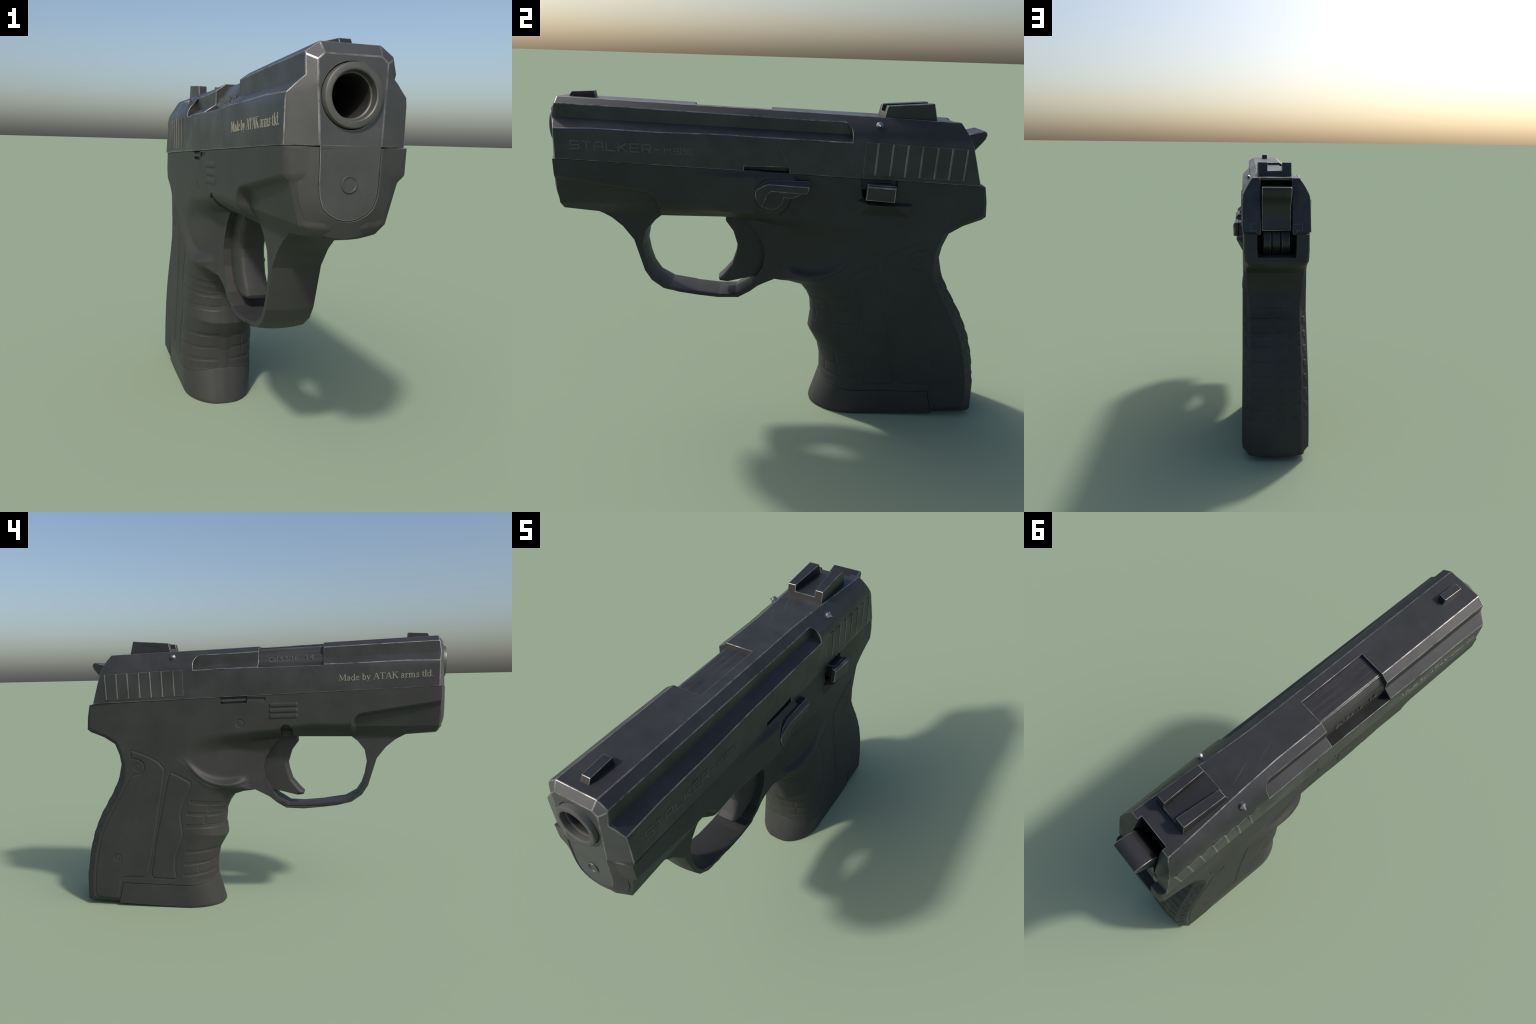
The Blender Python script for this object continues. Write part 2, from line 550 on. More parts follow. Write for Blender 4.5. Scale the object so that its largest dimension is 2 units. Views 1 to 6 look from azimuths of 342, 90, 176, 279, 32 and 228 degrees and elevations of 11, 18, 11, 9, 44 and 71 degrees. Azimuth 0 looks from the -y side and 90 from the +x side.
def frame_width(P, side):
    y, z = P[:, 0], P[:, 1]
    rec = lerp(y, [-0.96, -0.5, 0.3, 0.75, 0.92], [0.1722, 0.1690, 0.1682, 0.166, 0.160])
    rec = rec - 0.004 * sstep((1.07 - z) / 0.1) * sstep((y - 0.4) / 0.4)
    low = lerp(y, [-0.10, -0.05, 0.0, 0.1, 0.2, 0.3, 0.36, 0.42], [0.083, 0.084, 0.092, 0.111, 0.133, 0.151, 0.161, 0.166])
    top = lerp(y, [-0.6, -0.25, -0.12, 0.24, 0.37], [0.957, 0.957, 0.945, 0.905, 0.865])
    reach = lerp(y, [-0.3, -0.1, 0.3], [0.080, 0.065, 0.07])
    tt = np.clip((z - top) / reach, 0, 1)
    soft = sstep((y + 0.15) / 0.25)
    w = low + (rec - low) * ((1 - soft) * np.sin(np.pi / 2 * tt) + soft * sstep((z - top + 0.035) / (reach + 0.04)))
    # long scoop along the dust cover
    gz = lerp(y, [-0.97, -0.59, -0.4], [1.146, 1.089, 1.06]) - z
    gy = -0.517 - y
    R = 0.055
    a, b = np.maximum(R - gz, 0), np.maximum(R - gy, 0)
    sd = np.where((gz < R) & (gy < R), R - np.hypot(a, b), np.minimum(gz, gy))
    scoop = lerp(z, [0.955, 0.968, 0.983, 1.012, 1.12, 1.16], [0.083, 0.090, 0.1015, 0.1245, 0.152, 0.160])
    k = sstep(sd / 0.026)
    w = w + (np.minimum(w, scoop) - w) * k
    # grip below the thumb lip, with its round front strap
    d, e = line_dist(P, NOSE)
    h, r = e[:, 0], e[:, 1]
    t = np.clip(d / r, 0, 1)
    body = lerp(z, [0.0, 0.1, 0.3, 0.5, 0.9], [0.1690, 0.1695, 0.1680, 0.1662, 0.166])
    grip = body - (body - h) * (1 - np.sqrt(np.clip(1 - (1 - t) ** 2, 0, 1)))
    zl = soft_lerp(y, LIP_Y, LIP_Z)
    crest = soft_lerp(y, [0.0, 0.04, 0.09, 0.16, 0.22, 0.28, 0.38], [0.085, 0.098, 0.143, 0.164, 0.170, 0.173, 0.168])
    grip = np.where(y < 0.2, np.minimum(grip, crest), grip)
    m = sstep((zl - z) / 0.028) * sstep((y + 0.01) / 0.09)
    w = w + (grip - w) * m
    w = w + np.maximum(crest - w, 0) * np.exp(-(np.where(z > zl, z - zl, 0.8 * (zl - z)) / 0.022) ** 2) * sstep((y - 0.0) / 0.05) * sstep((0.42 - y) / 0.1)
    for line, f in ((BACK, None), (FOOT, None)):
        d, e = line_dist(P, line)
        t = np.clip(d / e[:, 1], 0, 1)
        w = w - np.maximum(w - e[:, 0], 0) * (1 - t)
    return w

PANEL_A = [(0.680, 0.895), (0.587, 0.864), (0.520, 0.828), (0.486, 0.785), (0.549, 0.463), (0.611, 0.173), (0.764, 0.170),
           (0.792, 0.039), (0.922, 0.050), (0.930, 0.076), (0.911, 0.255), (0.867, 0.428), (0.795, 0.561), (0.685, 0.742),
           (0.673, 0.753), (0.625, 0.760), (0.604, 0.792), (0.608, 0.824), (0.639, 0.843), (0.676, 0.845)]
PANEL_B = [(0.464, 0.775), (0.405, 0.750), (0.346, 0.716), (0.345, 0.690), (0.389, 0.609), (0.410, 0.530), (0.399, 0.415),
           (0.446, 0.297), (0.452, 0.230), (0.444, 0.164), (0.596, 0.170), (0.551, 0.404)]
def chaikin(poly, n=2):
    p = np.asarray(poly, float)
    for _ in range(n):
        q = np.roll(p, -1, 0)
        p = np.stack([0.89 * p + 0.11 * q, 0.11 * p + 0.89 * q], 1).reshape(-1, 2)
    return p
PANEL_A, PANEL_B = chaikin(PANEL_A), chaikin(PANEL_B)
POCKET = [(-0.150, 0.93), (-0.148, 1.004), (-0.164, 1.026), (-0.192, 1.026), (-0.212, 1.002), (-0.213, 0.93)]
WINDOW = [(0.170, 1.19), (0.022, 1.19), (0.026, 1.141), (0.166, 1.137)]
SAFETY_CAVITY = [(0.353, 1.19), (0.519, 1.19), (0.515, 1.100), (0.500, 1.060), (0.388, 1.060), (0.369, 1.089)]
# mortar rows of the two brick fields on the front strap: z at the rear end, z at the front end
ROWS = [((0.620, 0.594), (0.598, 0.574)), ((0.554, 0.530), (0.539, 0.519)), ((0.482, 0.458), (0.481, 0.454)),
        ((0.335, 0.313), (0.339, 0.320)), ((0.264, 0.243), (0.272, 0.256)), ((0.201, 0.178), (0.213, 0.196))]
ROW_END = [0.355, 0.375, 0.385, 0.390, 0.400, 0.406]
JOINTS = [(0, 0.275, 0.143), (0, 0.212, 0.085), (1, 0.288, 0.149), (1, 0.213, 0.090), (3, 0.318, 0.143), (3, 0.262, 0.085), (4, 0.330, 0.147), (4, 0.272, 0.092)]

def ringmark(P, y, z, r, depth):
    q = np.hypot(P[:, 0] - y, P[:, 1] - z)
    return -depth * np.exp(-((q - r) / 0.0028) ** 2) - 0.6 * depth * np.exp(-((q - r * 0.45) / 0.0026) ** 2)

def boss(y, z):
    """Swelling of the right flank under the slide stop lever."""
    P = np.c_[y, z]
    edge = line_dist(P, [(0.070, 1.20), (0.100, 1.10), (0.068, 1.072), (0.051, 1.03), (0.016, 0.988)])[0]
    core = inside(P, [(-0.45, 1.30), (0.070, 1.30), (0.070, 1.20), (0.100, 1.10), (0.068, 1.072), (0.051, 1.03), (0.016, 0.988), (-0.45, 0.988)])
    front = np.clip((y + 0.40) / 0.30, 0, 1) ** 1.1
    height = lerp(y, [-0.10, -0.055], [0.033, 0.018])
    top = np.where(y > -0.146, 0.2, 0.1) + np.where(y > -0.146, 0.8, 0.9) * sstep((1.181 - z) / 0.028)
    return height * core * sstep(edge / 0.012) * front * sstep((z - 0.980) / 0.045) * top

def frame_relief(P, side, dx):
    out = np.zeros(len(P))
    S = np.nonzero(side != 0)[0]
    Q, sd = P[S], side[S]
    y, z = Q[:, 0], Q[:, 1]
    r = np.zeros(len(S))
    for poly in (PANEL_A, PANEL_B):
        s = signed(Q, poly)
        r += -0.0019 * np.exp(-(s / 0.0040) ** 2) + 0.0024 * sstep(s / 0.010)
    r += ringmark(Q, 0.644, 0.801, 0.019, 0.003) + ringmark(Q, 0.782, 0.284, 0.019, 0.003)
    # finger brick fields
    half = np.abs(dx[S])
    live = sstep((half - 0.030) / 0.01)
    for (ra, rb), end in zip(ROWS, ROW_END):
        f = np.clip((end - y) / 0.2, 0, 1.2)
        hi, lo = ra[0] + (rb[0] - ra[0]) * f, ra[1] + (rb[1] - ra[1]) * f
        r -= 0.0024 * sstep((hi - z) / 0.004) * sstep((z - lo) / 0.004) * live * sstep((end - y) / 0.004)
    for i, yj, xj in JOINTS:
        f = (ROW_END[i] - yj) / 0.2
        hi = ROWS[i][0][1] + (ROWS[i][1][1] - ROWS[i][0][1]) * f
        lo = ROWS[i + 1][0][0] + (ROWS[i + 1][1][0] - ROWS[i + 1][0][0]) * f
        r -= 0.0024 * np.exp(-((half - xj) / 0.0036) ** 2) * (z < hi) * (z > lo) * (y < 0.36)
    left, right = sd < 0, sd > 0
    # left: three raised bars, pin, trigger-bar pocket, takedown window
    bars = np.zeros(len(S))
    for zc in (1.1305, 1.1005, 1.0705):
        zz = z - zc - 0.02 * (-0.17 - y)
        bars = np.maximum(bars, sstep((0.0105 - np.abs(zz)) / 0.004) * sstep((0.0735 - np.abs(y + 0.168)) / 0.004))
    r += left * (0.0045 * bars + ringmark(Q, 0.064, 1.034, 0.019, 0.003)
                 - 0.034 * sstep(signed(Q, POCKET) / 0.005) - 0.022 * sstep(signed(Q, WINDOW) / 0.005)
                 - 0.006 * sstep((0.055 - np.abs(y + 0.02)) / 0.004) * sstep((z - 1.151) / 0.004) * (z < 1.171))
    r += right * (ringmark(Q, 0.092, 1.003, 0.017, 0.002)
                  - 0.045 * sstep(signed(Q, SAFETY_CAVITY) / 0.005)
                  + boss(y, z))
    out[S] = r
    # back strap: bricks on the rear wall and on its chamfers
    d, _ = line_dist(P, BACK[2:9])
    nearb = (d < 0.035) | ((side == 0) & (P[:, 0] > 0.7))
    idx = np.nonzero(nearb & (P[:, 1] > 0.19) & (P[:, 1] < 0.73))[0]
    zz, ax = P[idx, 1], dx[idx]
    ph = (0.690 - zz) / 0.0655
    row = sstep((0.265 - np.abs(ph - np.floor(ph) - 0.265)) / 0.08) * (zz < 0.69) * (zz > 0.215)
    col = np.zeros(len(idx))
    for a, b in ((-0.17, -0.143), (-0.122, -0.074), (-0.052, -0.008), (0.024, 0.066), (0.076, 0.122), (0.140, 0.17)):
        col = np.maximum(col, sstep((ax - a) / 0.006 + 0.5) * sstep((b - ax) / 0.006 + 0.5))
    out[idx] += (0.0036 * row * col - 0.0022) * sstep((zz - 0.19) / 0.01) * sstep((0.73 - zz) / 0.01)
    return out

CAV = 0.622
def frame_wall(q, f, n):
    """Hammer well at the rear: rear wall becomes the floor, the top strip its back wall."""
    nose = (q[:, 1] < -0.9) & (q[:, 2] > 1.19)
    q[nose, 2] = np.minimum(q[nose, 2], 1.2115)
    if abs(f) <= CAV:
        y, z = q[:, 1].copy(), q[:, 2].copy()
        rear = (y > 0.885) & (z > 1.032) & (n[:, 0] > 0.5)
        t = (z - 1.032) / 0.11
        q[rear, 1] = (0.922 - 0.20 * np.clip(t, 0, 1))[rear]
        q[rear, 2] = 1.032
        topw = (n[:, 1] > 0.5) & (y > 0.72) & (z > 1.10)
        s = (0.90 - y) / 0.18
        q[topw, 1] = 0.722
        q[topw, 2] = (1.032 + 0.12 * np.clip(s, 0, 1))[topw]
    return q

side_fr = sorted(set([-1, 1] + [s * v for s in (-1, 1) for v in (0.0, 0.07, 0.14, 0.21, 0.28, 0.35, 0.42, 0.5, 0.56, CAV, CAV + 0.004, 0.70, 0.78, 0.86, 0.93)]))
slab = Slab(FRAME, [HOLE], frame_width, side_fr, wall_hook=frame_wall, relief=frame_relief)
cen = slab.co[slab.faces].mean(1)
fx, fy, fz = cen.T
is_side = (slab.faces < 2 * slab.nside).all(1)
C2 = np.c_[fy, fz]
m_panel = is_side & ((signed(C2, PANEL_A) > 0) | (signed(C2, PANEL_B) > 0))
m_guard = ~m_panel & (fz < 0.957) & (fy < -0.06)
m_grip = ~m_panel & ~m_guard & (fz < 0.69 + 0.26 * (fy - 0.1)) & (fy > 0.0)
m_frame = ~(m_panel | m_guard | m_grip)
frame, = split(slab, 50, [("frame", m_frame, [M_POLY], root)], root)
grip, guard = split(slab, 50, [("grip", m_grip, [M_POLY], root), ("trigger_guard", m_guard, [M_POLY], root)], root)
split(slab, 50, [("grip_panel", m_panel & (fx < XC), [M_PANEL], grip), ("grip_panel", m_panel & (fx > XC), [M_PANEL], grip)], grip)

# magazine base plate: same width rule, own outline
PLATE = [(0.246, 0.1582, 0.003, 0), (0.1996, 0.002, 0.002, 0), (0.2022, 0.0, 0.0, 0), (0.42, 0.0, 0, 0), (0.787, 0.016, 0, 0), (0.783, 0.034, 0, 0),
         (0.755, 0.136, 0, 0), (0.379, 0.130, 0, 0), (0.33, 0.1325, 0, 0), (0.28, 0.142, 0, 0)]
def plate_width(P, side):
    d, e = line_dist(P, NOSE)
    t = np.clip(d / e[:, 1], 0, 1)
    body = lerp(P[:, 1], [0.0, 0.12], [0.1640, 0.1690])
    w = body - (body - e[:, 0]) * (1 - np.sqrt(np.clip(1 - (1 - t) ** 2, 0, 1)))
    return w - 0.004 * np.clip(1 - P[:, 1] / 0.01, 0, 1)
base = Slab(PLATE, [], plate_width, np.linspace(-1, 1, 7), step=0.004)
split(base, 62, [("magazine_base", np.ones(len(base.faces), bool), [M_BASE], root)], root)

# trigger
TRIG = [(-0.229, 0.975, 0, 0), (-0.230, 0.926, 0.004, 0), (-0.195, 0.879, 0.004, 0), (-0.173, 0.809, 0.004, 0), (-0.178, 0.774, 0.004, 0),
        (-0.197, 0.716, 0.004, 0), (-0.240, 0.664, 0.004, 0), (-0.262, 0.644, 0.003, 0), (-0.258, 0.633, 0.003, 0), (-0.230, 0.630, 0.003, 0),
        (-0.158, 0.648, 0.003, 0), (-0.096, 0.662, 0, 0), (-0.03, 0.70, 0, 0), (-0.03, 0.85, 0, 0), (-0.08, 0.975, 0, 0)]
def trigger_width(P, side):
    d, e = line_dist(P, TRIG[1:10])
    t = np.clip(d / 0.016, 0, 1)
    return 0.052 - 0.010 * (1 - np.sin(np.pi / 2 * t))
trig = Slab(TRIG, [], trigger_width, np.linspace(-1, 1, 9), step=0.004)
split(trig, 40, [("trigger", np.ones(len(trig.faces), bool), [M_POLY], root)], root)

# ------------------------------------------------------------------ slide
def z_top(y):
    return 1.466 - 0.0331 * (y + 0.954)
def z_bottom(y):
    return 1.2125 - 0.0349 * (y + 0.957)
def z_shoulder(y):
    return float(np.interp(y, [-0.954, -0.375, -0.04, 0.311, 0.82], [1.340, 1.332, 1.326, 1.318, 1.325]))
def z_notch(y):
    return 1.383 - 0.0285 * (y + 0.954)
def half_top(y):
    return float(np.interp(y, [0.2, 0.306, 0.405, 0.468, 0.683, 0.775], [0.0838, 0.0875, 0.0945, 0.0985, 0.1135, 0.1185]))

def slide_ring(y, rear=False, front=False):
    T = (half_top(y), y, z_top(y))
    C = (float(np.interp(y, [0.25, 0.8], [0.1275, 0.129])), y, float(np.interp(y, [-0.954, -0.376, -0.035, 0.3, 0.8], [1.4362, 1.4200, 1.4028, 1.3935, 1.3955])))
    S = (float(np.interp(y, [-0.954, 0.0, 0.8], [0.1698, 0.1672, 0.1680])), y,
         float(np.interp(y, [-0.954, -0.375, 0.0, 0.2, 0.36, 0.468, 0.82], [1.340, 1.332, 1.330, 1.340, 1.347, 1.341, 1.325])))
    B = (0.1706, y, z_bottom(y))
    if rear:
        T, C, S, B = (0.1185, 0.775, z_top(0.775)), (0.128, 0.784, 1.395), (0.168, 0.823, 1.325), (0.1706, 0.876, z_bottom(0.876))
    # the shoulder is rounded over three small facets (the groove floor cuts it sharp further forward)
    up, dn = Vector(C) - Vector(S), Vector(B) - Vector(S)
    Sa, Sb = Vector(S) + up * (0.020 / up.length), Vector(S) + dn * (0.020 / dn.length)
    Sm = (Sa + Sb + 2 * Vector(S)) / 4
    half = [T, C, tuple(Sa), tuple(Sm), tuple(Sb), B]
    if front:
        half = [(0.0775, -0.978, 1.4355), (0.0955, -0.9785, 1.420), (0.0935, -0.981, 1.37), (0.0930, -0.981, 1.36), (0.0925, -0.981, 1.35), (0.0855, -0.988, 1.2125)]
    return [(XC + x, yy, z) for x, yy, z in half] + [(XC - x, yy, z) for x, yy, z in half[::-1]]

stations = [-0.954, -0.62, -0.206, 0.10, 0.20, 0.36, 0.405, 0.468, 0.683]
slide_mesh = loft([slide_ring(0, front=True)] + [slide_ring(y) for y in stations] + [slide_ring(0, rear=True)])
slide = add("slide", slide_mesh, root, [M_SLIDE, M_EDGE, M_BLACK])

def groove_cutter(sign):
    rings = []
    ends = [(-1.05, 1.5), (-0.5, 1.5), (0.0, 1.5), (0.252, 1.5)]
    for i in range(1, 9):
        a = math.pi / 2 * i / 8
        ends.append((0.252 + 0.058 * math.sin(a), 1.403 - 0.050 * (1 - math.cos(a))))
    for y, zt in ends:
        zn, zs = z_notch(y), z_shoulder(y)
        slope = (zs - zn) / 0.0465
        o = 0.09
        rings.append([(XC + sign * 0.1220, y, zn), (XC + sign * (0.1220 + o), y, zn + slope * o),
                      (XC + sign * (0.1220 + o), y, max(zt, zn + 0.002)), (XC + sign * 0.1220, y, max(zt, zn + 0.002))])
    return loft(rings)

def raw_prism_slot():
    """Hammer slot: open at the top near the rear, running on under the slide's roof."""
    return prism_x([(0.45, 1.20), (0.45, 1.395), (0.755, 1.395), (0.755, 1.50), (1.0, 1.50), (1.0, 1.10), (0.755, 1.10), (0.755, 1.20)], -0.101, 0.057)

PORT = (-0.3755, -0.037)
port = loft([[(-0.30, y, z_shoulder(y) + 0.030), (-0.1895, y, z_shoulder(y)), (-0.135, y, 1.305), (0.0165, y, 1.305), (0.0165, y, 1.6), (-0.30, y, 1.6)] for y in PORT])
slot = raw_prism_slot()
bottom_notch = box(0.112, 0.20, -0.146, 0.048, 1.10, 1.2045)
bore = lathe([(-1.1, 0.0825), (-0.45, 0.0825)], (-0.0255, 0.0, 1.3370), 1, 56)
carve(slide, [groove_cutter(1), groove_cutter(-1), port, slot, bottom_notch, bore])
edges(slide, 0.0028, 16, skip=lambda c: c.y > 0.33 and 1.29 < c.z < 1.37 and abs(c.x - XC) > 0.14 and c.y < 0.80)

# lower front lug with the guide-rod plug
U = [(0.0848, 1.24), (0.0845, 1.21), (0.083, 1.123), (0.080, 1.086), (0.070, 1.057), (0.054, 1.0415), (0.029, 1.028), (0.0, 1.023)]
U = U + [(-x, z) for x, z in U[-2::-1]]
def lug_front(z):
    return -0.9881 + 0.0018 * max(0.0, (z - 1.21) / 0.03)
lug = add("guide_lug", loft([[(XC + x, lug_front(z), z) for x, z in U], [(XC + x, -0.93, z) for x, z in U]]), slide, [M_SLIDE, M_EDGE])
edges(lug, 0.0022, 50)
rim_rings = []
for off, yy in ((0.0012, -0.965), (0.0012, -0.9885), (0.0030, -0.9902), (0.012, -0.9868), (0.050, -0.9680), (0.050, -0.958)):
    ring = []
    for x, z in U[1:-1]:
        dirv = Vector((x, min(0.0, z - 1.105))).normalized()
        ring.append((XC + x + dirv.x * off, yy, min(z, 1.2105) + dirv.y * off))
    rim_rings.append(ring)
n = len(rim_rings[0])
rv = [v for r in rim_rings for v in r]
rf = [(k * n + i, k * n + i + 1, ((k + 1) % 6) * n + i + 1, ((k + 1) % 6) * n + i) for k in range(6) for i in range(n - 1)]
rf += [tuple(k * n for k in range(6)), tuple(k * n + n - 1 for k in range(6))]
rim = add("nose_rim", raw(rv, rf), frame, [M_POLY])
smooth_by_angle(rim.data, 40)
plug = add("guide_plug", lathe([(0.0, 0.023), (-0.006, 0.023), (-0.008, 0.0215), (-0.008, 0.019), (-0.0055, 0.017), (-0.0055, 0.0)], (XC, -0.984, 1.118), 1, 36), slide, [M_SLIDE])
smooth_by_angle(plug.data, 35)

# barrel: muzzle tube and the chamber hood seen through the port
MUZ = (-0.0255, 0.0, 1.3370)
muzzle = add("barrel", lathe([(-0.90, 0.0805), (-0.992, 0.0805), (-0.998, 0.0785), (-1.0, 0.075), (-1.0, 0.064), (-0.998, 0.061),
                              (-0.990, 0.0595), (-0.978, 0.0585), (-0.976, 0.055), (-0.970, 0.0545), (-0.90, 0.0545)], MUZ, 1, 56, False), root, [M_RING])
smooth_by_angle(muzzle.data, 30)
bore_tube = add("bore", lathe([(-0.9705, 0.0543), (-0.30, 0.053), (-0.30, 0.0)], MUZ, 1, 56, False), muzzle, [M_BORE])
smooth_by_angle(bore_tube.data, 30)
hood_rings = []
for y, dz in ((-0.40, 0.001), (0.02, -0.012)):
    hood_rings.append([(0.04, y, 1.431 + dz), (-0.095, y, 1.431 + dz), (-0.104, y, 1.4275 + dz), (-0.107, y, 1.420 + dz), (-0.1165, y, 1.4125 + dz),
                       (-0.135, y, 1.385 + dz), (-0.143, y, 1.36 + dz), (-0.143, y, 1.30), (0.04, y, 1.30)])
hood = add("chamber_hood", loft(hood_rings), muzzle, [M_BARREL, M_EDGE])
edges(hood, 0.0015, 20)

# sights
def fs(y, z):
    return [(XC + 0.0215 - 0.0 * z, y, z), (XC - 0.0145, y, z)]
FS = [(-0.923, 1.462), (-0.909, 1.484), (-0.810, 1.4895), (-0.804, 1.455)]
front_sight = add("front_sight", prism_x(FS, -0.0365, -0.0005), slide, [M_DARK, M_EDGE])
edges(front_sight, 0.0020)
RSX = -0.0205
def rs_ring(y0, y1, zt, zf, post):
    z0 = z_top(y0) - 0.006
    h = 0.0865
    yf = y0 + (y1 - y0) * (zf - z0) / (zt - z0)
    pts = [(-h, y0, z0), (h, y0, z0), (h, y1, zt), (post, y1, zt), (post, yf, zf), (-post, yf, zf), (-post, y1, zt), (-h, y1, zt)]
    return [(RSX + x, y, z) for x, y, z in pts]
rear_sight = add("rear_sight", loft([rs_ring(0.450, 0.4615, 1.4665, 1.4385, 0.0485), rs_ring(0.680, 0.661, 1.4815, 1.4385, 0.0370)]), slide, [M_DARK, M_EDGE])
edges(rear_sight, 0.0024)
for sx in (-1, 1):
    stud = lathe([(sx * d, r) for d, r in ((-0.02, 0.010), (0.0, 0.010), (0.006, 0.0155), (0.013, 0.0165), (0.018, 0.013), (0.022, 0.0075), (0.034, 0.0006))],
                 (XC + sx * 0.126, 0.424, 1.388), 0, 20)
    o = add("sight_stud", stud, slide, [M_BRIGHT])
    smooth_by_angle(o.data, 40)

# grip serrations: seven slanted wedge plates on each flank
y_top = [0.361, 0.4185, 0.4825, 0.546, 0.608, 0.6725, 0.735, 0.799]
y_bot = [0.358, 0.4135, 0.478, 0.541, 0.6045, 0.668, 0.731, 0.795]
for sx in (-1, 1):
    for i in range(7):
        def side_x(y, z):
            t = (z - z_bottom(y)) / (z_shoulder(y) - z_bottom(y))
            return 0.1706 + (0.168 - 0.1706) * min(t, 1)
        g = 0.006
        quad = [(y_bot[i] + g, 1.1845 - 0.034 * (y_bot[i] - 0.36), 0.0005), (y_bot[i + 1], 1.1845 - 0.034 * (y_bot[i + 1] - 0.36), 0.0042),
                (y_top[i + 1], 1.3215 - 0.040 * (y_top[i + 1] - 0.36), 0.0042), (y_top[i] + g, 1.3215 - 0.040 * (y_top[i] - 0.36), 0.0005)]
        outer = [(XC + sx * (side_x(y, z) + hh), y, z) for y, z, hh in quad]
        inner = [(XC + sx * 0.155, y, z) for y, z, hh in quad]
        o = add("serration", loft([inner, outer]), slide, [M_SLIDE, M_EDGE])
        edges(o, 0.0013, 30, 1)
        # the worn step behind each plate
        (yb, zb, _), (yt, zt, _) = quad[1], quad[2]
        tri0 = [(XC + sx * 0.158, yb - 0.003, zb), (XC + sx * (side_x(yb, zb) + 0.0047), yb - 0.003, zb), (XC + sx * (side_x(yb, zb) + 0.0047), yb + 0.001, zb),
                (XC + sx * (side_x(yb, zb) + 0.0006), yb + 0.006, zb), (XC + sx * 0.158, yb + 0.006, zb)]
        tri1 = [(x, y + yt - yb, z + zt - zb) for x, y, z in tri0]
        add("serration_rib", loft([tri0, tri1]), slide, [M_RIB])

# frame rails showing in the slide's rear face
for sx in (-1, 1):
    x = lambda d: XC + sx * d
    RAIL = [(0.079, 1.190), (0.127, 1.190), (0.127, 1.157), (0.100, 1.157), (0.100, 1.139), (0.079, 1.139)]
    yb = lambda z: 0.876 - 0.053 * (z - 1.1485) / 0.1765
    me = loft([[(x(d), 0.82, z) for d, z in RAIL], [(x(d), yb(z) + 0.0022, z) for d, z in RAIL]])
    edges(add("frame_rail", me, frame, [M_DARK, M_EDGE]), 0.0014)

# hammer
HAM = [(0.79, 1.25), (0.793, 1.30), (0.805, 1.338), (0.832, 1.358), (0.866, 1.366), (0.893, 1.373), (0.905, 1.367), (0.909, 1.356),
       (0.903, 1.336), (0.885, 1.313), (0.862, 1.285), (0.848, 1.25), (0.858, 1.20), (0.868, 1.155), (0.77, 1.155)]
hammer = add("hammer", prism_x(HAM, -0.0935, 0.0515), root, [M_DARK, M_EDGE])
edges(hammer, 0.0040, 60)
def lug_profile(y_out, bulge):
    arc = [(y_out + bulge * math.sin(math.pi * k / 8), 1.150 - 0.114 * k / 8) for k in range(9)]
    return [(0.76, 1.150)] + arc + [(0.76, 1.036)]
for a, b in ((0.004, 0.042), (-0.087, -0.047)):
    o = add("hammer_strut", prism_x(lug_profile(0.852, 0.030), a, b), hammer, [M_DARK, M_EDGE])
    edges(o, 0.0024, 40)
o = add("hammer_strut", prism_x(lug_profile(0.846, 0.022), -0.042, -0.001), hammer, [M_DARK, M_EDGE])
edges(o, 0.0020, 40, mat=None)

# slide stop lever on the right flank
STOP = [(-0.097, 1.104), (-0.090, 1.120), (-0.076, 1.134), (-0.055, 1.148), (-0.033, 1.157), (0.135, 1.152), (0.136, 1.113), (0.124, 1.098),
        (-0.026, 1.105), (-0.045, 1.087), (-0.060, 1.030), (-0.074, 1.041), (-0.088, 1.060), (-0.097, 1.080)]
def stop_out(y, z):
    top = float(np.interp(y, [-0.097, -0.046, 0.135], [1.110, 1.140, 1.131]))
    return 0.1885 - max(0.0, z - top) * 0.75 - 0.008 * max(0.0, min(1.0, (1.09 - z) / 0.06)) - 0.004 * max(0.0, -y - 0.05) / 0.05
STOP_T = [(-0.097, 1.104), (-0.090, 1.112), (-0.076, 1.122), (-0.060, 1.132), (-0.040, 1.139), (0.135, 1.131)]
poly_low = STOP_T + STOP[6:]
m_low = loft([[(0.135, y, z) for y, z in poly_low], [(stop_out(y, z), y, z) for y, z in poly_low]])
stop = add("slide_stop", m_low, frame, [M_DARK, M_EDGE])
edges(stop, 0.0044, 35)
ridge = STOP_T + [STOP[5]] + STOP[4:0:-1]
m_top = loft([[(0.136, y, z - 0.0012) for y, z in ridge], [(stop_out(y, z), y, z - 0.0012) for y, z in ridge]])
edges(add("slide_stop_bevel", m_top, stop, [M_DARK, M_EDGE]), 0.0012, 35)
disc = [(-0.045, 1.088), (-0.020, 1.100), (0.106, 1.098), (0.108, 1.092), (0.066, 1.073), (0.028, 1.076)]
disc += [(-0.0245 + 0.052 * math.cos(a), 1.074 + 0.052 * math.sin(a)) for a in np.radians([-8, -25, -42, -60, -78, -95, -112])] + [(-0.056, 1.034)]
edges(add("slide_stop_disc", prism_x(disc, 0.140, 0.1675), stop, [M_DARK, M_EDGE]), 0.0026, 35)

